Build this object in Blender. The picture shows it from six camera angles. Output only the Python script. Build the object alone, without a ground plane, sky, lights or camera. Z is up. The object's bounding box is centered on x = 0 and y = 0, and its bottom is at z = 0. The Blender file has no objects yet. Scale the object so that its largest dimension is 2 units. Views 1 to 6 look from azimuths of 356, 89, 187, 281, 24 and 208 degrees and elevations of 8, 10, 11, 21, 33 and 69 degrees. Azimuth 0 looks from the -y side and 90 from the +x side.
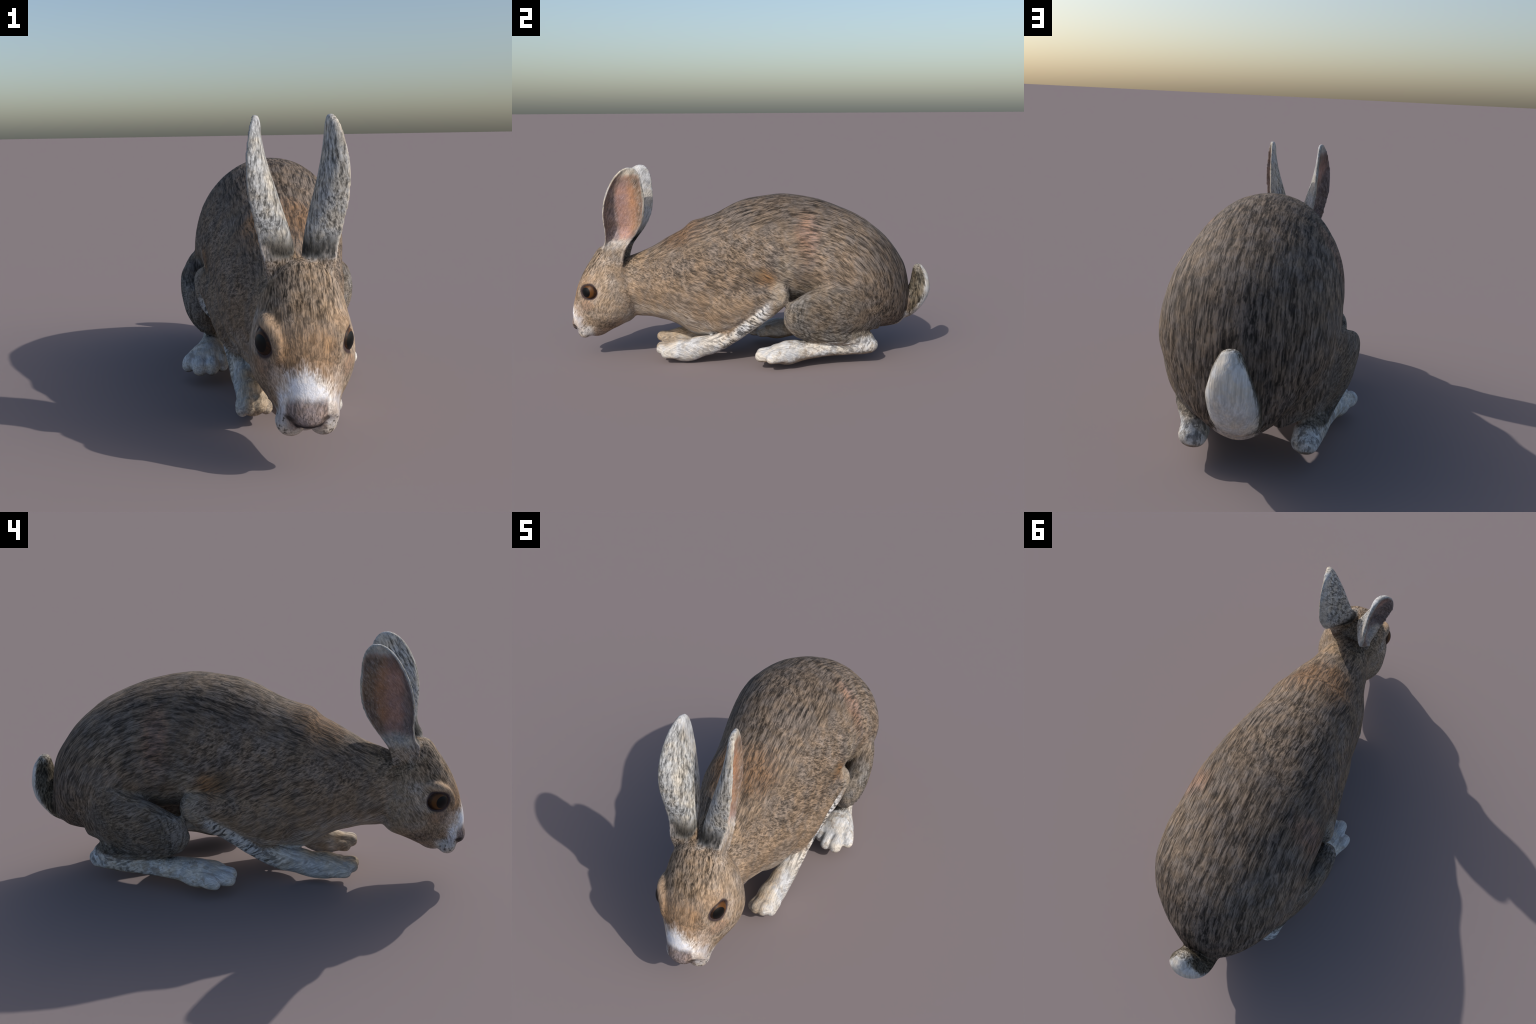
import bpy, bmesh, math, random
import numpy as np
from mathutils import Vector
from mathutils.kdtree import KDTree

# ----------------------------------------------------------------------------
# A crouching hare with a short upturned tail. It faces -y; x = 0 is the midline.
# Every anatomical part is a loft through a few cross-sections (or an ellipsoid),
# the parts are fused into ONE smooth skin, and the skin is then divided into
# named parts that share their border vertices and the whole body's normals.
# ----------------------------------------------------------------------------
VOXEL = 0.0052
EYE = (0.096, -0.867, 0.398)            # eyeball centre (left of x = 0.008) and radius
EYE_R = 0.053
RING = 56


def spline(rows, n):
    """Catmull-Rom resampling of rows of numbers, n steps per span."""
    a = np.array(rows, float)
    p = np.vstack([2 * a[0] - a[1], a, 2 * a[-1] - a[-2]])
    out = []
    for i in range(1, len(p) - 2):
        for k in range(n):
            t = k / n
            out.append(0.5 * (2 * p[i] + (p[i + 1] - p[i - 1]) * t
                              + (2 * p[i - 1] - 5 * p[i] + 4 * p[i + 1] - p[i + 2]) * t * t
                              + (3 * p[i] - p[i - 1] - 3 * p[i + 1] + p[i + 2]) * t ** 3))
    out.append(p[-2])
    return np.array(out)


class Solids:
    """Collects closed part volumes, each with the name of the part it belongs to."""

    def __init__(self):
        self.v, self.f, self.tag = [], [], []

    def add(self, verts, faces, tag):
        o = len(self.v)
        self.v += [tuple(p) for p in verts]
        self.f += [tuple(i + o for i in f) for f in faces]
        self.tag += [tag] * len(verts)

    def loft(self, rings, tag):
        n = len(rings[0])
        verts = [p for r in rings for p in r]
        faces = []
        for i in range(len(rings) - 1):
            for j in range(n):
                k = (j + 1) % n
                faces.append((i * n + j, i * n + k, (i + 1) * n + k, (i + 1) * n + j))
        verts += [np.mean(rings[0], 0), np.mean(rings[-1], 0)]
        a, b, last = len(verts) - 2, len(verts) - 1, (len(rings) - 1) * n
        for j in range(n):
            k = (j + 1) % n
            faces.append((a, k, j))
            faces.append((b, last + j, last + k))
        self.add(verts, faces, tag)

    def blob(self, c, r, tag, rot=(0, 0, 0)):
        """Ellipsoid with centre c, radii r and an Euler rotation."""
        from mathutils import Euler
        m = np.array(Euler(rot).to_matrix())
        rings = []
        for i in range(1, 16):
            la = -math.pi / 2 + math.pi * i / 16
            ring = []
            for j in range(24):
                lo = 2 * math.pi * j / 24
                q = np.array([r[0] * math.cos(la) * math.cos(lo),
                              r[1] * math.cos(la) * math.sin(lo), r[2] * math.sin(la)])
                ring.append(m @ q + np.array(c))
            rings.append(ring)
        self.loft(rings, tag)

    def tube(self, rows, tag, n=6, caps=True, across=None):
        """rows: x, y, z, half-width across, half-height; sections square to the spine."""
        a = spline(rows, n)
        rings = []
        for i, q in enumerate(a):
            d = a[min(i + 1, len(a) - 1)][:3] - a[max(i - 1, 0)][:3]
            d /= np.linalg.norm(d)
            side = np.cross(d, [0, 0, 1.0]); side /= np.linalg.norm(side)
            if across is not None:
                side = np.array(across) - d * (d @ np.array(across)); side /= np.linalg.norm(side)
            up = np.cross(side, d)
            ring = [q[:3] + side * q[3] * math.cos(t) + up * q[4] * math.sin(t)
                    for t in np.linspace(0, 2 * math.pi, 32, endpoint=False)]
            if caps and i == 0:
                for s, k in ((0.9, 0.45), (0.72, 0.8), (0.45, 1)):
                    e = -d * q[4] * 0.7
                    rings.insert(0, [q[:3] + e * (1 - (1 - k)) * 1 + (p - q[:3]) * (1.05 - k * 0.62) for p in ring])
            rings.append(ring)
            if caps and i == len(a) - 1:
                for k in (0.4, 0.75, 0.95):
                    e = d * q[4] * k
                    c = math.sqrt(1 - k * k)
                    rings.append([q[:3] + e + (p - q[:3]) * c for p in ring])
        self.loft(rings, tag)


S = Solids()


def power(c, e):
    return math.copysign(abs(c) ** e, c)


# ---- torso and neck: y, top, bottom, half-width, height of the widest level ----
TORSO = [
    (-0.700, 0.560, 0.300, 0.100, 0.43, 0.000),
    (-0.640, 0.584, 0.240, 0.127, 0.41, 0.002),
    (-0.550, 0.624, 0.230, 0.150, 0.41, 0.002),
    (-0.445, 0.682, 0.208, 0.193, 0.42, 0.002),
    (-0.375, 0.722, 0.168, 0.214, 0.42, 0.003),
    (-0.328, 0.766, 0.134, 0.225, 0.43, 0.004),
    (-0.270, 0.780, 0.115, 0.232, 0.44, 0.005),
    (-0.195, 0.806, 0.116, 0.240, 0.46, 0.007),
    (-0.060, 0.875, 0.160, 0.260, 0.50, 0.010),
    (0.060, 0.903, 0.260, 0.282, 0.54, 0.010),
    (0.190, 0.912, 0.305, 0.303, 0.56, 0.010),
    (0.345, 0.890, 0.300, 0.314, 0.54, 0.011),
    (0.480, 0.846, 0.240, 0.320, 0.50, 0.016),
    (0.580, 0.799, 0.190, 0.313, 0.47, 0.018),
    (0.655, 0.755, 0.170, 0.289, 0.45, 0.016),
    (0.720, 0.700, 0.166, 0.252, 0.43, 0.012),
    (0.775, 0.640, 0.170, 0.205, 0.41, 0.006),
    (0.820, 0.578, 0.174, 0.154, 0.39, 0.000),
    (0.850, 0.525, 0.194, 0.108, 0.37, -0.004),
    (0.874, 0.440, 0.245, 0.060, 0.35, -0.006),
]
rings = []
for y, top, bot, w, zw, cx in spline(TORSO, 4):
    ring = []
    for t in np.linspace(0, 2 * math.pi, RING, endpoint=False):
        c, s = math.cos(t), math.sin(t)
        h = (top - zw) if s > 0 else (zw - bot)
        tuck = 0.20 * math.exp(-((y - 0.24) / 0.20) ** 2) + 0.22 * math.exp(-((y - 0.68) / 0.12) ** 2)     # waist drawn in above the folded thigh
        ring.append((cx + w * power(c, 0.98), y, zw + h * power(s, 1.0 if s > 0 else 0.95 + tuck)))
    rings.append(ring)
S.loft(rings, 'torso')

# ---- head: forehead point (y, z), jaw point (y, z), half-width, where it is widest ----
HEAD = [
    (-0.782, 0.636, -0.590, 0.390, 0.085, 0.55),
    (-0.834, 0.624, -0.600, 0.330, 0.126, 0.52),
    (-0.870, 0.572, -0.622, 0.272, 0.153, 0.58),
    (-0.907, 0.517, -0.660, 0.222, 0.166, 0.62),
    (-0.937, 0.464, -0.714, 0.196, 0.160, 0.62),
    (-0.962, 0.407, -0.764, 0.167, 0.138, 0.58),
    (-0.980, 0.340, -0.808, 0.142, 0.109, 0.54),
    (-0.990, 0.280, -0.850, 0.126, 0.092, 0.52),
    (-0.990, 0.225, -0.885, 0.130, 0.088, 0.52),
    (-0.972, 0.190, -0.905, 0.146, 0.074, 0.52),
]
rings = []
for ty, tz, by, bz, w, f in spline(HEAD, 4):
    T, Bo = np.array([0, ty, tz]), np.array([0, by, bz])
    ax = Bo - T
    ring = []
    for t in np.linspace(0, 2 * math.pi, RING, endpoint=False):
        c, s = math.cos(t), math.sin(t)
        u = f - f * power(s, 0.98) if s > 0 else f - (1 - f) * power(s, 0.95)
        ring.append(T + ax * u + np.array([0.013 + w * power(c, 0.95), 0, 0]))
    rings.append(ring)
S.loft(rings, 'head')
S.blob((0.005, -0.966, 0.207), (0.060, 0.036, 0.050), 'muzzle', (-0.25, 0, 0))      # nose pad
for sx in (-1, 1):
    S.blob((0.006 + sx * 0.048, -0.921, 0.170), (0.048, 0.042, 0.050), 'muzzle', (-0.3, 0, sx * 0.35))    # lip lobe
    O = lambda v: 0.008 + sx * v
    S.tube([(O(0.084), -0.795, 0.482, 0.022, 0.022), (O(0.108), -0.842, 0.460, 0.026, 0.026), (O(0.110), -0.877, 0.449, 0.026, 0.026),
            (O(0.097), -0.905, 0.432, 0.024, 0.024), (O(0.085), -0.925, 0.400, 0.022, 0.022), (O(0.080), -0.932, 0.360, 0.020, 0.020)], 'head')   # brow
    S.blob((O(0.086), -0.858, 0.335), (0.034, 0.060, 0.024), 'head', (0.5, 0, sx * 0.2))        # lower lid
S.blob((0.006, -0.845, 0.152), (0.05, 0.06, 0.028), 'muzzle', (0.35, 0, 0))          # chin

# ---- ears: z, front rim x y, medial bulge x y, back rim x y, hollow 0..1 ----
EAR = [
    (0.535, 0.095, -0.790, 0.020, -0.750, 0.090, -0.690, 0.0),
    (0.580, 0.108, -0.800, 0.018, -0.760, 0.100, -0.685, 0.0),
    (0.630, 0.120, -0.805, 0.014, -0.765, 0.108, -0.668, 0.0),
    (0.665, 0.130, -0.785, 0.018, -0.752, 0.106, -0.645, 0.35),
    (0.720, 0.142, -0.780, 0.028, -0.738, 0.096, -0.605, 1.0),
    (0.775, 0.154, -0.785, 0.044, -0.722, 0.100, -0.578, 1.0),
    (0.830, 0.163, -0.786, 0.061, -0.708, 0.110, -0.565, 1.0),
    (0.890, 0.165, -0.778, 0.080, -0.694, 0.114, -0.563, 1.0),
    (0.950, 0.160, -0.760, 0.096, -0.677, 0.117, -0.568, 1.0),
    (1.005, 0.150, -0.732, 0.106, -0.660, 0.119, -0.578, 1.0),
    (1.040, 0.140, -0.704, 0.108, -0.648, 0.121, -0.592, 1.0),
    (1.060, 0.132, -0.678, 0.113, -0.642, 0.122, -0.606, 1.0),
    (1.069, 0.127, -0.655, 0.117, -0.640, 0.122, -0.622, 1.0),
]
for sx in (-1, 1):
    rings = []
    for z, fx, fy, mx, my, bx, by, hol in spline(EAR, 4):
        F, M, B = np.array([fx, fy]), np.array([mx, my]), np.array([bx, by])
        chord = (F + B) / 2
        v = M - chord                           # depth of the cup
        H1 = F + v * np.array([2.10, 0.55])
        H2 = B + v * np.array([0.40, 0.70])
        bez = lambda t: (1 - t) ** 3 * F + 3 * t * (1 - t) ** 2 * H1 + 3 * t * t * (1 - t) * H2 + t ** 3 * B
        outer = [bez(t) for t in np.linspace(0, 1, 30)]
        th = 0.0200
        inner = []
        for t in np.linspace(0.97, 0.03, 28):
            o = bez(t)
            g = F + (B - F) * t - o
            L = np.linalg.norm(g) + 1e-6
            lip = o + g / L * th                # shell of even thickness
            full = F + (B - F) * t if L > th else lip
            inner.append(lip * hol + full * (1 - hol))
        up = max(0.0, z - 0.62) / 0.44             # the right ear leans inward and back
        dx, dy = (0.0, 0.0) if sx > 0 else (0.014 + 0.001 * up, 0.010 + 0.018 * up)
        rings.append([(sx * p[0] + dx, p[1] + dy, z) for p in outer + inner])
    S.loft(rings, 'ear.' + ('l' if sx > 0 else 'r'))

# ---- tail ----
S.tube([(-0.014, 0.800, 0.235, 0.070, 0.045), (-0.012, 0.860, 0.262, 0.080, 0.056),
        (-0.008, 0.908, 0.312, 0.085, 0.060), (0.000, 0.939, 0.372, 0.081, 0.057),
        (0.004, 0.943, 0.425, 0.068, 0.050), (0.006, 0.937, 0.464, 0.056, 0.042),
        (0.007, 0.931, 0.488, 0.043, 0.031)], 'tail', n=8, across=(1.0, 0, 0))

# ---- limbs ----
for sx in (-1, 1):
    k = '.l' if sx > 0 else '.r'
    X = lambda v: sx * v

    # upper arm: y, centre x, centre z, half-width, half-height (sections across y)
    rings = []
    for y, cx, cz, hx, hz in spline([(-0.30, 0.120, 0.345, 0.060, 0.090), (-0.22, 0.152, 0.335, 0.084, 0.150),
                                     (-0.12, 0.190, 0.340, 0.078, 0.142), (-0.02, 0.222, 0.368, 0.062, 0.104),
                                     (0.070, 0.250, 0.400, 0.048, 0.064), (0.140, 0.268, 0.412, 0.042, 0.056),
                                     (0.180, 0.277, 0.412, 0.036, 0.046), (0.200, 0.280, 0.414, 0.015, 0.02)], 5):
        slim = 0.014 * math.exp(-((y + 0.08) / 0.14) ** 2) if sx < 0 else 0.0
        rings.append([(X(cx - slim + hx * math.cos(t)), y, cz + hz * math.sin(t))
                      for t in np.linspace(0, 2 * math.pi, 40, endpoint=False)])
    S.loft(rings, 'forelimb' + k)
    fwd, low, ins = (0.0, 0.026, 0.0) if sx > 0 else (-0.022, 0.024, 0.021)
    S.tube([(X(0.279), 0.176, 0.400, 0.038, 0.040), (X(0.260), 0.110, 0.336, 0.038, 0.045),
            (X(0.224 - ins), 0.035, 0.266, 0.036, 0.040), (X(0.184 - ins), -0.080, 0.176, 0.040, 0.043),
            (X(0.162 - ins), -0.190, 0.113, 0.045, 0.050), (X(0.148 - ins), -0.300, 0.090, 0.052, 0.058)], 'forelimb' + k)
    S.tube([(X(0.154 - ins), -0.250, 0.098, 0.046, 0.050), (X(0.142 - ins), -0.330 + fwd / 2, 0.097 - low, 0.054, 0.060),
            (X(0.136 - ins * 0.8), -0.385 + fwd, 0.096 - low, 0.057, 0.062), (X(0.133 - ins * 0.6), -0.425 + fwd, 0.096 - low, 0.052, 0.050)], 'paw' + k)
    for dx, dy, dz, r in ((-0.040, 0.014, -0.004, 0.024), (-0.014, -0.012, 0.012, 0.026),
                          (0.017, -0.010, 0.008, 0.026), (0.043, 0.016, -0.010, 0.024)):
        S.tube([(X(0.138 - ins * 0.7 + dx * 0.8), -0.400 + fwd, 0.094 - low + dz, r, r * 1.2),
                (X(0.130 - ins * 0.6 + dx), -0.482 + dy + fwd, 0.096 - low + dz, r, r * 1.15)], 'paw' + k)

    # thigh and folded shank: y, centre x, centre z, half-width, half-height, lean
    rings = []
    for y, cx, cz, hx, hz, lean in spline([(0.70, 0.145, 0.325, 0.050, 0.150, 0.15), (0.62, 0.190, 0.350, 0.086, 0.170, 0.13),
                                           (0.50, 0.238, 0.325, 0.092, 0.176, 0.18), (0.40, 0.270, 0.300, 0.082, 0.165, 0.24),
                                           (0.31, 0.290, 0.288, 0.069, 0.146, 0.30), (0.235, 0.296, 0.284, 0.060, 0.106, 0.32),
                                           (0.195, 0.298, 0.286, 0.046, 0.075, 0.30), (0.172, 0.298, 0.288, 0.02, 0.034, 0.25)], 5):
        rings.append([(X(cx + hx * power(math.cos(t), 0.85) + lean * hz * math.sin(t)), y, cz + hz * power(math.sin(t), 0.9))
                      for t in np.linspace(0, 2 * math.pi, 44, endpoint=False)])
    S.loft(rings, 'hindlimb' + k)
    hx0, tx0, fw, hb = (0.182, 0.266, -0.008, 0.0) if sx > 0 else (0.210, 0.276, -0.055, -0.018)
    M = lambda a, f: X(hx0 + (tx0 - hx0) * f + a)
    S.tube([(X(0.268), 0.330, 0.205, 0.050, 0.060), (X(0.246), 0.450, 0.176, 0.050, 0.050),
            (M(0.012, 0.12), 0.560, 0.152, 0.046, 0.050), (M(0, 0), 0.620 + hb, 0.132, 0.046, 0.050)], 'hindlimb' + k)
    S.tube([(M(0, 0), 0.654 + hb, 0.102 - hb / 3, 0.050, 0.044), (M(0, 0.05), 0.600 + hb, 0.104 - hb / 3, 0.052, 0.052),
            (M(0, 0.25), 0.490, 0.098, 0.047, 0.044), (M(0, 0.45), 0.390 + fw / 2, 0.094, 0.048, 0.044),
            (M(0, 0.68), 0.290 + fw, 0.092, 0.060, 0.052), (M(0, 0.85), 0.205 + fw, 0.082, 0.080, 0.062),
            (M(0, 0.97), 0.145 + fw, 0.080, 0.076, 0.048)], 'hind_foot' + k)
    for dx, y, z, r in ((-0.066, 0.112, 0.072, 0.028), (-0.023, 0.064, 0.075, 0.031),
                        (0.025, 0.059, 0.075, 0.031), (0.070, 0.115, 0.074, 0.028)):
        S.tube([(M(dx * 0.75, 0.85), 0.200 + fw, 0.088, r, r * 1.3), (M(dx * 0.95, 0.95), 0.140 + fw, 0.080, r, r * 1.25),
                (M(dx, 1.0), y + fw, z, r * 0.95, r)], 'hind_foot' + k)

# ---- fuse into one skin ----
me = bpy.data.meshes.new('skin')
me.from_pydata(S.v, [], S.f)
bm = bmesh.new(); bm.from_mesh(me)
bmesh.ops.recalc_face_normals(bm, faces=bm.faces); bm.to_mesh(me); bm.free()
skin = bpy.data.objects.new('skin', me)
bpy.context.scene.collection.objects.link(skin)
rm = skin.modifiers.new('fuse', 'REMESH')
rm.mode = 'VOXEL'; rm.voxel_size = VOXEL; rm.adaptivity = 0
dg = bpy.context.evaluated_depsgraph_get()
fused = bpy.data.meshes.new_from_object(skin.evaluated_get(dg))
bpy.data.objects.remove(skin)

nv = len(fused.vertices)
co = np.empty(nv * 3); fused.vertices.foreach_get('co', co); co = co.reshape(-1, 3)
ed = np.empty(len(fused.edges) * 2, np.int64); fused.edges.foreach_get('vertices', ed); ed = ed.reshape(-1, 2)
# part of every vertex = part of the nearest source vertex
kd = KDTree(len(S.v))
for i, p in enumerate(S.v):
    kd.insert(p, i)
kd.balance()
vtag = [S.tag[kd.find(p)[1]] for p in co]

# relax the skin: strongly over the trunk, gently on ears, toes and face
soft = {'ear': 0.35, 'muzzle': 0.35, 'paw': 0.22, 'hind_foot': 0.25, 'head': 0.6}
wt = np.array([soft.get(t.split('.')[0], 1.0) for t in vtag])
deg = np.bincount(ed.ravel(), minlength=nv)[:, None]


def neighbours(a):
    s = np.zeros((nv,) + a.shape[1:])
    for c in range(a.shape[1]):
        s[:, c] = np.bincount(ed[:, 0], a[ed[:, 1], c], nv) + np.bincount(ed[:, 1], a[ed[:, 0], c], nv)
    return s / np.maximum(deg, 1)


for _ in range(14):
    wt = neighbours(wt[:, None])[:, 0] * 0.5 + wt * 0.5
for _ in range(16):
    co += (neighbours(co) - co) * 0.5 * wt[:, None]

face = np.exp(-(np.linalg.norm(co - np.array((0.006, -0.925, 0.165)), axis=1) / 0.085) ** 6) * np.clip((np.abs(co[:, 0] - 0.006) - 0.010) / 0.02, 0.1, 1)
for _ in range(9):
    co += (neighbours(co) - co) * 0.45 * face[:, None]

# eye sockets: the skin is pressed in around each eyeball, under an overhanging brow
off = co[:, 0] - 0.008
rr = np.hypot(co[:, 1] + 0.870, co[:, 2] - 0.394)
lim = 0.122 + 0.044 * np.clip(rr / 0.054, 0, 1) ** 3
hit = (rr < 0.054) & (np.abs(off) > lim)
co[hit, 0] = 0.008 + np.sign(off[hit]) * lim[hit]
near = np.exp(-(rr / 0.07) ** 4) * (np.abs(off) > 0.07)
for _ in range(5):
    co += (neighbours(co) - co) * 0.5 * near[:, None]

# faint unevenness of the coat over the trunk and limbs
from mathutils import noise
fused.vertices.foreach_set('co', co.ravel())
fused.update()
nor = np.empty(nv * 3); fused.vertices.foreach_get('normal', nor); nor = nor.reshape(-1, 3)
amp = np.array([0.0 if t.split('.')[0] in ('ear', 'muzzle', 'paw') else 1.0 for t in vtag])
for _ in range(10):
    amp = neighbours(amp[:, None])[:, 0]
lump = np.array([noise.noise(Vector(p) * 6.5) * 0.0042 + noise.noise(Vector(p) * 19.0) * 0.0016 for p in co])
amp *= np.clip((np.hypot(co[:, 1] + 0.867, co[:, 2] - 0.398) - 0.06) / 0.06, 0, 1)
co += nor * (lump * amp)[:, None]
# wrinkles that follow the bend of the folded knee and shank
hind = np.array([1.0 if t.startswith('hindlimb') else 0.0 for t in vtag])
for _ in range(6):
    hind = neighbours(hind[:, None])[:, 0]
rho = np.hypot(co[:, 1] - 0.46, (co[:, 2] - 0.31) * 1.45)
warp = np.array([noise.noise(Vector(p) * 11.0) for p in co])
ease = np.clip((rho - 0.13) / 0.08, 0, 1) * np.clip((0.40 - co[:, 2]) / 0.08, 0, 1) * np.clip((0.56 - co[:, 1]) / 0.1, 0, 1)
fold = np.sin(rho * (2 * math.pi / 0.024) + 2.4 * warp)
co += nor * (0.0021 * fold * ease * hind)[:, None]

# ----------------------------------------------------------------------------
# Materials: one fur material over the whole skin (object coordinates only)
# ----------------------------------------------------------------------------
class Nodes:
    def __init__(self, name):
        self.mat = bpy.data.materials.new(name)
        self.mat.use_nodes = True
        self.nt = self.mat.node_tree
        self.nt.nodes.clear()
        self.out = self.nt.nodes.new('ShaderNodeOutputMaterial')

    def node(self, kind, **kw):
        n = self.nt.nodes.new(kind)
        for k, v in kw.items():
            setattr(n, k, v)
        return n

    def put(self, sock, v):
        if isinstance(v, bpy.types.NodeSocket):
            self.nt.links.new(v, sock)
        elif isinstance(v, (tuple, list)) and len(v) == 3 and sock.type == 'RGBA':
            sock.default_value = (*v, 1)
        else:
            sock.default_value = v

    def m(self, op, a, b=0.0, c=0.0, clamp=False):
        n = self.node('ShaderNodeMath', operation=op, use_clamp=clamp)
        self.put(n.inputs[0], a); self.put(n.inputs[1], b)
        if op in ('MULTIPLY_ADD',):
            self.put(n.inputs[2], c)
        return n.outputs[0]

    def add(self, a, b): return self.m('ADD', a, b)
    def sub(self, a, b): return self.m('SUBTRACT', a, b)
    def mul(self, a, b): return self.m('MULTIPLY', a, b)
    def inv(self, a): return self.m('SUBTRACT', 1.0, a)

    def step(self, v, a, b):
        """0 below a, 1 above b, smooth between (a may exceed b)."""
        n = self.node('ShaderNodeMapRange', interpolation_type='SMOOTHSTEP')
        self.put(n.inputs['Value'], v)
        if a < b:
            self.put(n.inputs['From Min'], a); self.put(n.inputs['From Max'], b)
        else:
            self.put(n.inputs['From Min'], b); self.put(n.inputs['From Max'], a)
            self.put(n.inputs['To Min'], 1.0); self.put(n.inputs['To Max'], 0.0)
        return n.outputs['Result']

    def band(self, v, a, b, c, d):
        return self.mul(self.step(v, a, b), self.step(v, d, c))

    def vec(self, x, y, z):
        n = self.node('ShaderNodeCombineXYZ')
        for i, q in enumerate((x, y, z)):
            self.put(n.inputs[i], q)
        return n.outputs[0]

    def vm(self, op, a, b=None):
        n = self.node('ShaderNodeVectorMath', operation=op)
        self.put(n.inputs[0], a)
        if b is not None:
            self.put(n.inputs[1], b)
        return n.outputs['Value'] if op in ('LENGTH', 'DOT_PRODUCT', 'DISTANCE') else n.outputs['Vector']

    def mix(self, f, a, b, blend='MIX'):
        n = self.node('ShaderNodeMix', data_type='RGBA', blend_type=blend)
        self.put(n.inputs['Factor'], f); self.put(n.inputs['A'], a) if False else None
        self.put(n.inputs[6], a); self.put(n.inputs[7], b)
        return n.outputs[2]

    def lerp(self, f, a, b):
        n = self.node('ShaderNodeMix', data_type='FLOAT')
        self.put(n.inputs[0], f); self.put(n.inputs[2], a); self.put(n.inputs[3], b)
        return n.outputs[0]

    def noise(self, v, scale, detail=3.0, rough=0.55, distort=0.0, colour=False):
        n = self.node('ShaderNodeTexNoise')
        self.put(n.inputs['Vector'], v)
        n.inputs['Scale'].default_value = scale
        n.inputs['Detail'].default_value = detail
        n.inputs['Roughness'].default_value = rough
        n.inputs['Distortion'].default_value = distort
        return n.outputs['Color' if colour else 'Fac']


def fur_material():
    N = Nodes('hare_fur')
    P = N.node('ShaderNodeTexCoord').outputs['Object']
    sp = N.node('ShaderNodeSeparateXYZ'); N.put(sp.inputs[0], P)
    x, y, z = sp.outputs
    ax = N.m('ABSOLUTE', x)
    nrm = N.node('ShaderNodeSeparateXYZ')
    N.put(nrm.inputs[0], N.node('ShaderNodeNewGeometry').outputs['Normal'])
    nx, ny, nz = nrm.outputs
    side = N.mul(N.m('SIGN', x), nx)                      # +1 where the skin faces outward
    # wobbling position for ragged mask borders
    wob = N.vm('SUBTRACT', N.noise(P, 14, 3, 0.65, colour=True), (0.5, 0.5, 0.5))
    A = N.vm('ADD', N.vec(ax, y, z), N.vm('MULTIPLY', wob, (0.07, 0.07, 0.07)))
    A2 = N.vm('ADD', N.vec(ax, y, z), N.vm('MULTIPLY', wob, (0.03, 0.03, 0.03)))
    Ay = N.node('ShaderNodeSeparateXYZ'); N.put(Ay.inputs[0], A)
    wx, wy, wz = Ay.outputs
    By = N.node('ShaderNodeSeparateXYZ'); N.put(By.inputs[0], A2)
    vx, vy, vz = By.outputs

    def ell(c, r, soft=0.35, src=None):
        d = N.vm('LENGTH', N.vm('DIVIDE', N.vm('SUBTRACT', src or A, c), r))
        return N.step(d, 1 + soft, 1 - soft)

    # ---- where the parts are ----
    head = N.mul(N.step(N.add(vy, N.mul(vz, -0.35)), -0.755, -0.825), 1.0)
    ear = N.mul(N.step(z, 0.610, 0.655), N.step(y, -0.50, -0.54))
    lift = N.m('MAXIMUM', 0.0, N.mul(N.add(y, 0.65), 1.4))
    zr = N.sub(vz, lift)
    earbox = N.mul(N.step(zr, 0.618, 0.648), N.step(N.add(ax, N.mul(N.sub(z, 0.62), 0.5)), 0.018, 0.034))
    tail = N.m('MAXIMUM', N.step(y, 0.877, 0.886), N.mul(N.step(y, 0.84, 0.86), N.step(vz, 0.27, 0.24)))
    tail = N.mul(tail, N.step(ax, 0.11, 0.095))
    sole = N.add(N.lerp(N.step(y, 0.19, 0.28), 0.172, 0.140), N.mul(N.step(y, 0.46, 0.66), 0.025))
    hfoot = N.mul(N.step(N.sub(vz, sole), 0.008, -0.014), N.step(y, -0.02, 0.0))
    hfoot = N.mul(hfoot, N.mul(N.step(ax, 0.09, 0.12), N.step(y, 0.718, 0.702)))
    shank = N.mul(N.m('MAXIMUM', N.step(vz, 0.255, 0.205), N.mul(N.step(vy, 0.36, 0.24), N.step(vz, 0.44, 0.38))), N.step(vy, 0.14, 0.16))
    fore = N.mul(N.step(N.sub(vz, N.mul(vy, 0.95)), 0.300, 0.262), N.step(vy, 0.24, 0.22))
    fore = N.mul(fore, N.step(z, 0.42, 0.34))
    fore = N.mul(fore, N.step(y, 0.13, 0.06))
    wrist = N.mul(N.step(vz, 0.180, 0.158), N.mul(N.step(y, -0.10, -0.18), N.step(y, -0.60, -0.58)))
    wrist = N.mul(wrist, N.m('MAXIMUM', N.step(ax, 0.080, 0.100), N.step(y, -0.37, -0.42)))
    fore = N.m('MAXIMUM', fore, wrist)

    # ---- hair direction: streaked noise, long along the lie of the coat ----
    def along(d, fine, ratio, seed, detail=3, rough=0.6, dist=0.0, src=P):
        d = np.array(d, float); d /= np.linalg.norm(d)
        e = np.cross(d, (1, 0, 0)); e /= np.linalg.norm(e)
        return N.noise(N.vm('ADD', N.vec(x, N.vm('DOT_PRODUCT', src, tuple(e)),
                       N.mul(N.vm('DOT_PRODUCT', src, tuple(d)), ratio)), (seed, seed * 1.7, 0)), fine, detail, rough, dist)

    def around(cy, cz, fine, ratio, rad, seed, detail=3, rough=0.6, dist=0.0):
        dy, dz = N.sub(wy2, cy), N.sub(wz2, cz)
        th = N.m('ARCTAN2', dz, dy)
        r = N.m('SQRT', N.add(N.mul(dy, dy), N.mul(dz, dz)))
        return N.noise(N.vm('ADD', N.vec(x, r, N.mul(th, rad * ratio)), (seed, seed, seed)), fine, detail, rough, dist)

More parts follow.
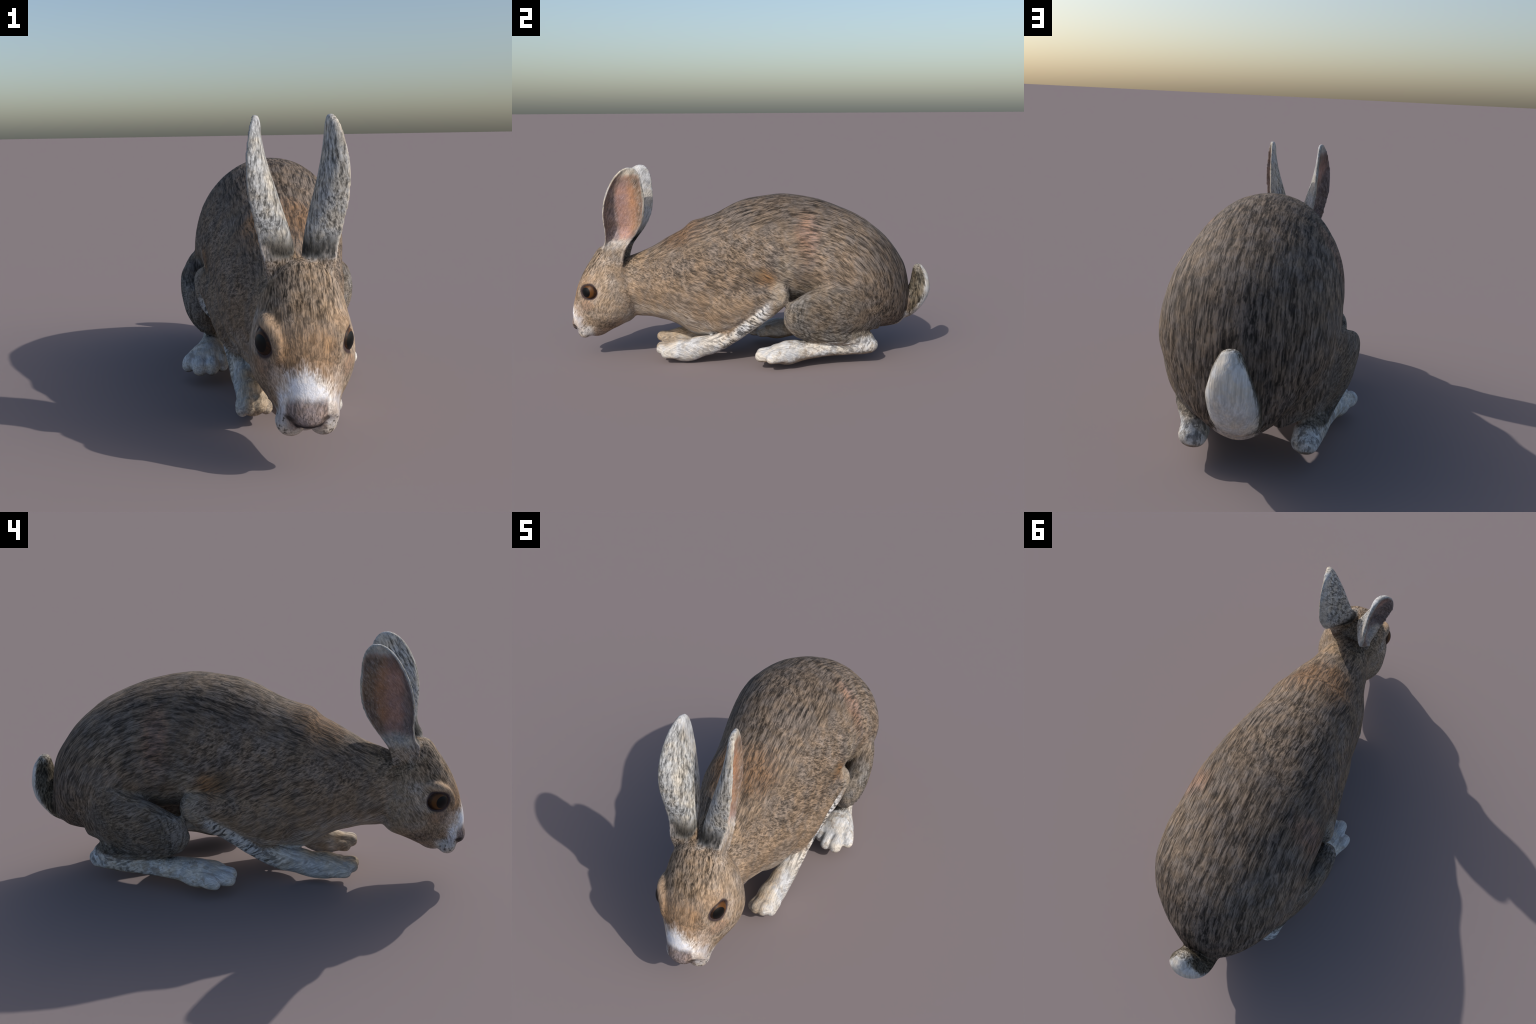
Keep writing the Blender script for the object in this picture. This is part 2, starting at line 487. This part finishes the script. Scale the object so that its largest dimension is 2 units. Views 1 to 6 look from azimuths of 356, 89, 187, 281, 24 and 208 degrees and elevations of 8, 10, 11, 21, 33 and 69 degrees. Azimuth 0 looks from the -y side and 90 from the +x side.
    Pw = N.vm('ADD', P, N.vm('MULTIPLY', wob, (0.024, 0.024, 0.024)))
    sw = N.node('ShaderNodeSeparateXYZ'); N.put(sw.inputs[0], Pw)
    wx2, wy2, wz2 = sw.outputs
    body_c = along((0, 0.9, -0.42), 78, 0.17, 1.3, dist=0.15, src=Pw)
    body_f = along((0, 0.9, -0.42), 190, 0.10, 4.1, detail=2, src=Pw)
    back_c = around(0.22, 0.26, 70, 0.19, 0.50, 2.2, dist=0.12)
    back_f = around(0.22, 0.26, 160, 0.11, 0.50, 6.2, detail=2)
    head_c = along((0, 0.45, 0.9), 90, 0.26, 3.1, dist=0.12, src=Pw)
    head_f = along((0, 0.5, 0.85), 240, 0.15, 5.1, detail=2, src=Pw)
    shank_c = around(0.44, 0.31, 70, 0.10, 0.20, 7.7, dist=0.3)
    upper_c = along((0, 0.93, 0.36), 74, 0.17, 8.3, dist=0.15, src=Pw)
    upper_f = along((0, 0.93, 0.36), 180, 0.10, 9.1, detail=2, src=Pw)
    upper = N.mul(N.step(nz, 0.25, 0.65), N.step(y, -0.66, -0.56))
    body_c = N.lerp(upper, body_c, upper_c)
    body_f = N.lerp(upper, body_f, upper_f)
    rim = N.mul(N.step(y, 0.05, 0.35), N.step(z, 0.40, 0.62))
    rim = N.m('MAXIMUM', rim, N.step(y, 0.45, 0.68))
    coarse = N.lerp(rim, body_c, back_c)
    finer = N.lerp(rim, body_f, back_f)
    hm = N.m('MAXIMUM', N.step(y, -0.62, -0.78), ear)
    coarse = N.lerp(hm, coarse, head_c)
    finer = N.lerp(hm, finer, head_f)
    coarse = N.lerp(N.mul(shank, N.inv(hfoot)), coarse, shank_c)
    streak = N.add(N.mul(coarse, 0.66), N.mul(finer, 0.34))
    streak = N.step(streak, 0.35, 0.64)
    blot = N.noise(P, 9, 4, 0.6)
    blot2 = N.noise(N.vm('ADD', P, (3, 5, 7)), 22, 3, 0.6)

    # ---- coat colours: L = light hairs, K = how dark the dark hairs are ----
    L = (0.236, 0.188, 0.149)
    K = 0.25
    def zone(mask, colour, k):
        nonlocal L, K
        if isinstance(mask, bpy.types.NodeSocket):            # hairs break up the border of every patch
            edge = N.mul(N.mul(mask, N.inv(mask)), N.sub(finer, 0.5))
            mask = N.m('MULTIPLY_ADD', edge, 6.0, mask, clamp=True)
        L = N.mix(mask, L, colour)
        K = N.lerp(mask, K, k)

    zone(N.step(blot, 0.45, 0.65), (0.268, 0.206, 0.156), 0.24)
    broad = N.noise(N.vm('ADD', P, (1, 8, 3)), 3.6, 3, 0.55)
    zone(N.mul(N.step(broad, 0.50, 0.66), 0.55), (0.165, 0.135, 0.112), 0.20)
    top = N.m('MAXIMUM', N.mul(N.step(wz, 0.70, 0.84), 1.0), N.step(wy, 0.56, 0.78))
    zone(N.mul(top, 0.9), (0.178, 0.140, 0.111), 0.14)
    zone(N.mul(N.mul(N.step(wy, 0.70, 0.84), N.step(ax, 0.22, 0.05)), 0.7), (0.15, 0.115, 0.09), 0.10)
    zone(N.mul(N.step(N.add(wz, N.mul(wy, 0.2)), 0.44, 0.32), N.step(wy, 0.30, 0.12)), (0.300, 0.228, 0.166), 0.50)      # chest side
    zone(N.mul(N.mul(N.step(wy, 0.05, -0.1), N.step(wz, 0.7, 0.55)), 0.5), (0.278, 0.206, 0.148), 0.36)
    zone(N.mul(ell((0.06, -0.40, 0.72), (0.12, 0.14, 0.08), 0.6), 0.7), (0.23, 0.135, 0.075), 0.30)               # rusty nape
    zone(N.mul(ell((0.27, 0.30, 0.72), (0.09, 0.055, 0.14), 0.6), 0.5), (0.33, 0.195, 0.14), 0.35)           # rusty hip patch
    zone(N.mul(ell((0.29, 0.10, 0.50), (0.08, 0.06, 0.05), 0.6), 0.6), (0.30, 0.165, 0.075), 0.35)
    zone(N.mul(ell((0.25, 0.02, 0.52), (0.10, 0.05, 0.04), 0.6), 0.6), (0.15, 0.105, 0.065), 0.35)
    zone(N.mul(ell((0.30, 0.18, 0.52), (0.12, 0.05, 0.09), 0.6), 0.5), (0.34, 0.30, 0.25), 0.35)
    under = N.mul(N.step(nz, -0.25, -0.75), N.step(z, 0.50, 0.36))
    under = N.mul(under, N.step(y, 0.72, 0.60))
    zone(N.mul(under, 0.8), (0.50, 0.43, 0.36), 0.6)
    throat = N.mul(N.step(wz, 0.345, 0.26), N.step(wy, -0.30, -0.40))
    zone(N.mul(throat, 0.8), (0.43, 0.36, 0.29), 0.62)
    zone(N.mul(N.step(wz, 0.19, 0.12), N.step(wy, -0.1, -0.2)), (0.46, 0.40, 0.33), 0.65)

    # thigh, shank, forelimb, paws
    zone(N.mul(ell((0.31, 0.36, 0.33), (0.12, 0.24, 0.14), 0.3), 0.8), (0.215, 0.180, 0.146), 0.32)
    zone(N.mul(N.mul(shank, N.step(ax, 0.15, 0.20)), 0.8), (0.200, 0.182, 0.160), 0.22)
    zone(N.mul(N.step(y, 0.27, 0.17), N.mul(N.step(ax, 0.22, 0.26), N.mul(N.step(y, 0.13, 0.16), N.step(z, 0.45, 0.38)))), (0.27, 0.24, 0.21), 0.4)
    zone(fore, (0.61, 0.59, 0.565), 0.62)
    zone(N.mul(fore, N.mul(N.step(blot2, 0.54, 0.66), 0.6)), (0.36, 0.33, 0.30), 0.5)
    zone(N.mul(ell((0.28, 0.19, 0.40), (0.07, 0.09, 0.09), 0.5), N.mul(N.step(y, 0.185, 0.165), 0.85)), (0.36, 0.30, 0.235), 0.65)
    fleck = N.mul(fore, N.mul(N.step(coarse, 0.53, 0.42), N.mul(N.step(N.sub(vz, N.mul(vy, 0.9)), 0.12, 0.22), N.band(vy, -0.34, -0.08, 0.06, 0.12))))
    zone(N.mul(fleck, 0.85), (0.085, 0.080, 0.078), 0.6)
    ftop = N.mul(N.step(vy, -0.24, -0.34), N.mul(N.step(nz, 0.1, 0.75), N.step(vz, 0.22, 0.17)))
    zone(N.mul(ftop, N.step(vx, 0.18, 0.13)), (0.50, 0.405, 0.30), 0.5)
    zone(N.mul(N.mul(N.step(vy, -0.40, -0.46), N.mul(N.step(y, -0.62, -0.58), N.step(z, 0.21, 0.19))), N.step(vx, 0.17, 0.13)), (0.46, 0.375, 0.285), 0.55)
    zone(hfoot, (0.66, 0.64, 0.61), 0.66)
    zone(N.mul(hfoot, N.mul(N.step(blot2, 0.55, 0.64), 0.7)), (0.36, 0.31, 0.26), 0.6)
    zone(N.mul(hfoot, N.mul(N.step(N.add(N.mul(blot2, 0.5), N.mul(coarse, 0.5)), 0.51, 0.43), N.mul(N.step(vy, 0.20, 0.45), 0.85))), (0.30, 0.285, 0.27), 0.5)
    zone(N.mul(hfoot, N.mul(N.step(nz, -0.45, -0.8), 0.8)), (0.30, 0.235, 0.17), 0.5)

    # tail: dark above and inside, white behind and below
    zone(tail, (0.16, 0.135, 0.10), 0.16)
    tw = N.step(N.add(ny, N.mul(N.sub(blot2, 0.5), 0.8)), 0.12, 0.66)
    tw = N.m('MAXIMUM', tw, N.mul(N.step(wz, 0.47, 0.54), 0.5))
    zone(N.mul(tail, tw), (0.63, 0.60, 0.555), 0.78)
    zone(N.mul(N.mul(N.step(vz, 0.27, 0.20), N.step(y, 0.72, 0.78)), N.step(vx, 0.09, 0.05)), (0.52, 0.47, 0.42), 0.7)

    # head
    zone(head, (0.350, 0.255, 0.180), 0.42)
    cheek = N.mul(head, N.step(vx, 0.07, 0.12))
    zone(N.mul(cheek, 0.8), (0.375, 0.292, 0.218), 0.42)
    zone(N.mul(head, N.mul(N.step(vx, 0.13, 0.09), N.step(vz, 0.43, 0.52))), (0.33, 0.245, 0.172), 0.14)        # speckled crown
    zone(N.mul(head, N.mul(N.mul(N.step(vx, 0.11, 0.06), N.band(vz, 0.27, 0.33, 0.40, 0.47)), 0.9)), (0.385, 0.245, 0.142), 0.48)
    zone(N.mul(ell((0.125, -0.885, 0.325), (0.04, 0.05, 0.032), 0.5, A2), 0.5), (0.34, 0.20, 0.12), 0.5)
    zone(N.mul(ell((0.115, -0.875, 0.452), (0.035, 0.065, 0.030), 0.45, A2), 0.9), (0.42, 0.30, 0.205), 0.60)  # above the eye
    zone(N.mul(ell((0.135, -0.815, 0.395), (0.05, 0.040, 0.045), 0.5, A2), 0.6), (0.53, 0.41, 0.31), 0.6)      # behind the eye
    zone(N.mul(ell((0.13, -0.77, 0.455), (0.05, 0.05, 0.025), 0.5, A2), 0.35), (0.50, 0.42, 0.35), 0.55)
    zone(N.mul(ell((0.12, -0.82, 0.215), (0.05, 0.065, 0.05), 0.6, A), 0.75), (0.22, 0.175, 0.14), 0.22)         # dark jowl
    zone(N.mul(ell((0.08, -0.945, 0.285), (0.035, 0.045, 0.05), 0.5, A2), 0.8), (0.52, 0.40, 0.31), 0.7)
    lips = N.mul(N.step(vz, 0.215, 0.180), N.step(vy, -0.84, -0.89))
    zone(lips, (0.57, 0.52, 0.48), 0.72)
    zone(N.mul(N.mul(N.step(vz, 0.275, 0.235), N.step(vz, 0.16, 0.19)), N.mul(N.step(vy, -0.915, -0.94), N.step(vx, 0.045, 0.06))), (0.53, 0.475, 0.45), 0.75)
    spots = N.mul(lips, N.mul(N.step(N.noise(P, 85, 2, 0.5), 0.56, 0.64), N.step(ax, 0.035, 0.06)))
    zone(N.mul(spots, 0.8), (0.09, 0.08, 0.07), 0.6)
    zone(N.mul(N.mul(N.step(vz, 0.20, 0.16), N.step(vy, -0.89, -0.84)), N.step(vy, -0.70, -0.76)), (0.35, 0.27, 0.21), 0.55)
    blaze = N.mul(N.step(N.sub(wx, 0.008), 0.085, 0.030), N.mul(N.band(N.add(wz, N.mul(vx, 0.45)), 0.205, 0.262, 0.295, 0.375), N.step(vy, -0.90, -0.94)))
    zone(blaze, (0.90, 0.88, 0.88), 0.9)
    pad = N.mul(N.mul(N.step(vz, 0.262, 0.225), N.step(z, 0.142, 0.152)), N.mul(N.step(vy, -0.955, -0.972), N.step(ax, 0.066, 0.055)))
    zone(pad, (0.345, 0.275, 0.255), 0.42)
    zone(N.mul(pad, N.step(nz, -0.30, -0.75)), (0.035, 0.028, 0.03), 0.7)
    zone(ell((0.052, -0.972, 0.190), (0.020, 0.024, 0.010), 0.5, A2), (0.07, 0.055, 0.05), 0.7)                  # nostril
    zone(N.mul(N.mul(N.step(ax, 0.008, 0.002), N.step(y, -0.90, -0.93)), N.step(z, 0.168, 0.155)), (0.08, 0.06, 0.06), 0.8)
    de = N.vm('LENGTH', N.vm('SUBTRACT', N.vec(N.m('ABSOLUTE', N.sub(x, 0.008)), y, z), EYE))
    zone(N.mul(N.step(de, 0.0655, 0.0575), 0.95), (0.05, 0.035, 0.04), 0.8)                                        # lid rim

    # ears: grizzled white backs, black at the root, pink hollow
    streak_e = N.step(N.add(N.mul(head_c, 0.75), N.mul(head_f, 0.25)), 0.33, 0.62)
    zone(earbox, (0.50, 0.485, 0.455), 0.20)
    streak = N.lerp(earbox, streak, streak_e)
    front = N.step(side, 0.55, 0.0)
    zone(N.mul(earbox, N.mul(N.band(zr, 0.56, 0.60, 0.655, 0.725), front)), (0.06, 0.056, 0.05), 0.3)
    zone(N.mul(earbox, N.mul(N.step(z, 1.0, 1.05), 0.6)), (0.62, 0.59, 0.55), 0.45)
    back = N.add(N.sub(y, -0.568), N.mul(N.m('POWER', N.sub(z, 0.86), 2.0), 1.4))          # rear rim band, fur lightened to show sky light on it
    zone(N.mul(earbox, N.mul(N.step(back, -0.050, -0.022), N.step(vz, 0.66, 0.72))), (0.50, 0.485, 0.465), 0.6)
    rimedge = N.mul(earbox, N.step(side, 0.05, 0.45))
    zone(rimedge, (0.47, 0.44, 0.39), 0.55)
    # the hollow, bounded by the outline of the pinna seen from the side
    # facing the middle of the opening means lying inside the cup
    mid = N.vec(N.mul(N.m('SIGN', x), N.lerp(N.step(z, 0.65, 1.05), 0.150, 0.150)), N.lerp(N.step(z, 0.65, 1.05), -0.700, -0.640), z)
    toward = N.vm('NORMALIZE', N.vm('SUBTRACT', mid, P))
    conc = N.vm('DOT_PRODUCT', toward, N.vec(nx, ny, nz))
    inner = N.mul(N.step(conc, -0.2, 0.6), N.mul(N.step(vz, 0.655, 0.70), N.step(vz, 1.040, 1.000)))
    inner = N.mul(inner, earbox)
    zone(inner, (0.43, 0.270, 0.230), 0.72)
    zone(N.mul(inner, N.mul(N.step(vy, -0.68, -0.63), N.step(z, 0.66, 0.75))), (0.40, 0.225, 0.140), 0.72)
    zone(N.mul(inner, N.step(vy, -0.705, -0.735)), (0.30, 0.235, 0.220), 0.62)  # front of the hollow tinted mauve: baked-in shadow of the front wall
    zone(N.mul(inner, N.mul(N.step(vz, 0.94, 1.01), 0.75)), (0.20, 0.13, 0.095), 0.6)
    dF = N.sub(y, N.add(-0.785, N.mul(N.m('POWER', N.m('MAXIMUM', N.sub(z, 0.80), 0.0), 2.0), 1.5)))
    dB = N.mul(N.sub(back, 0.0), -1.0)
    zone(N.mul(inner, N.mul(N.step(dB, 0.062, 0.020), 0.75)), (0.20, 0.165, 0.135), 0.42)            # shading painted just inside both rims
    zone(N.mul(inner, N.mul(N.step(dF, 0.055, 0.020), 0.60)), (0.26, 0.21, 0.185), 0.42)
    zone(N.mul(N.mul(earbox, N.step(side, 0.0, 0.3)), N.mul(N.step(vz, 0.69, 0.63), 0.8)), (0.52, 0.44, 0.38), 0.6)
    zone(N.mul(ell((0.115, -0.725, 0.605), (0.05, 0.085, 0.055), 0.6), 0.75), (0.46, 0.395, 0.335), 0.5)
    zone(N.mul(inner, N.mul(N.step(head_f, 0.52, 0.70), 0.12)), (0.56, 0.45, 0.42), 0.8)

    dark = N.mix(1.0, L, N.vec(K, K, K), 'MULTIPLY')
    col = N.mix(streak, dark, L)
    loose = N.inv(K)
    hair = N.lerp(N.step(finer, 0.33, 0.67), N.sub(1.0, N.mul(loose, 0.32)), N.add(1.0, N.mul(loose, 0.30)))
    tint = N.mul(hair, N.mul(N.lerp(blot2, 0.78, 1.20), N.lerp(blot, 0.74, 1.22)))
    col = N.mix(1.0, col, N.vec(tint, tint, tint), 'MULTIPLY')
    hue = N.step(N.noise(N.vm('ADD', P, (9, 2, 4)), 13, 4, 0.7), 0.38, 0.62)           # warm and cool tufts
    col = N.mix(1.0, col, N.mix(hue, (0.96, 1.00, 1.07), (1.05, 1.00, 0.93)), 'MULTIPLY')
    bump = N.node('ShaderNodeBump')
    bump.inputs['Strength'].default_value = 0.18
    bump.inputs['Distance'].default_value = 0.006
    N.put(bump.inputs['Height'], streak)
    bs = N.node('ShaderNodeBsdfPrincipled')
    N.put(bs.inputs['Base Color'], col)
    bs.inputs['Roughness'].default_value = 0.8
    bs.inputs['Specular IOR Level'].default_value = 0.15
    N.put(bs.inputs['Normal'], bump.outputs[0])
    N.put(N.out.inputs[0], bs.outputs[0])
    return N.mat


def eye_material(c, axis):
    """Amber iris around a large forward pupil, dark at the rim of the eye."""
    N = Nodes('hare_eye')
    P = N.node('ShaderNodeTexCoord').outputs['Object']
    d = N.vm('NORMALIZE', N.vm('SUBTRACT', P, c))
    a = np.array(axis, float); a /= np.linalg.norm(a)
    pupil = N.vm('DOT_PRODUCT', d, tuple(a))
    out = np.array((math.copysign(0.93, axis[0]), -0.30, 0.05)); out /= np.linalg.norm(out)
    centre = N.vm('DOT_PRODUCT', d, tuple(out))
    col = N.mix(N.step(centre, 0.72, 0.84), (0.02, 0.010, 0.006), (0.095, 0.038, 0.009))
    fib = N.noise(P, 120, 2)
    col = N.mix(N.mul(N.step(fib, 0.4, 0.7), 0.3), col, (0.12, 0.040, 0.008))
    col = N.mix(N.step(pupil, 0.845, 0.868), col, (0.002, 0.002, 0.002))
    bs = N.node('ShaderNodeBsdfPrincipled')
    N.put(bs.inputs['Base Color'], col)
    bs.inputs['Roughness'].default_value = 0.45
    bs.inputs['Specular IOR Level'].default_value = 0.2
    N.put(N.out.inputs[0], bs.outputs[0])
    return N.mat


fur = fur_material()

# ---- divide the skin into named parts ----
hare = bpy.data.objects.new('hare', None)
hare['label'] = 'crouching brown hare with tall ears and white feet'
hare['category'] = 'hare'
link = bpy.context.scene.collection.objects.link
link(hare)

polys = np.array([list(p.vertices) for p in fused.polygons])
fused.vertices.foreach_set('co', co.ravel())
fused.update()
nor = np.empty(nv * 3); fused.vertices.foreach_get('normal', nor); nor = nor.reshape(-1, 3)
names = sorted(set(vtag)) + ['neck']
ids = np.array([names.index(t) for t in vtag])
pid = np.empty(len(polys), int)
cnt = np.zeros((nv, len(names)))
cnt[np.arange(nv), ids] = 1
for _ in range(12):                       # vote with the neighbours: smooth part borders
    cnt = (cnt + neighbours(cnt)) / 2
pid = cnt[polys].sum(1).argmax(1)
cen = co[polys].mean(1)
pid[(pid == names.index('torso')) & (cen[:, 1] + 0.25 * (cen[:, 2] - 0.4) < -0.42)] = names.index('neck')

parts = {}
for i, nm in enumerate(names):
    sel = polys[pid == i]
    if not len(sel):
        continue
    used, inv = np.unique(sel, return_inverse=True)
    inv = inv.reshape(sel.shape)
    base = nm.split('.')[0]
    m = bpy.data.meshes.new(base)
    m.from_pydata(co[used].tolist(), [], inv.tolist())
    m.materials.append(fur)
    m.shade_smooth()
    m.normals_split_custom_set_from_vertices(nor[used].tolist())
    ob = bpy.data.objects.new(base, m)
    link(ob)
    parts[nm] = ob
PARENT = {'paw.l': 'forelimb.l', 'paw.r': 'forelimb.r', 'hind_foot.l': 'hindlimb.l', 'hind_foot.r': 'hindlimb.r', 'muzzle': 'head'}
for nm, ob in parts.items():
    ob.parent = parts[PARENT[nm]] if nm in PARENT else hare

# ---- eyes ----
for sx in (-1, 1):
    c = (0.008 + sx * EYE[0], EYE[1], EYE[2])
    em = bpy.data.meshes.new('eye')
    bm = bmesh.new()
    bmesh.ops.create_uvsphere(bm, u_segments=48, v_segments=32, radius=EYE_R)
    bmesh.ops.translate(bm, vec=c, verts=bm.verts)
    bm.to_mesh(em); bm.free()
    em.shade_smooth()
    em.materials.append(eye_material(c, (sx * 0.84, -0.54, -0.02)))
    e = bpy.data.objects.new('eye', em)
    link(e)
    e.parent = parts['head']
bpy.data.meshes.remove(fused)
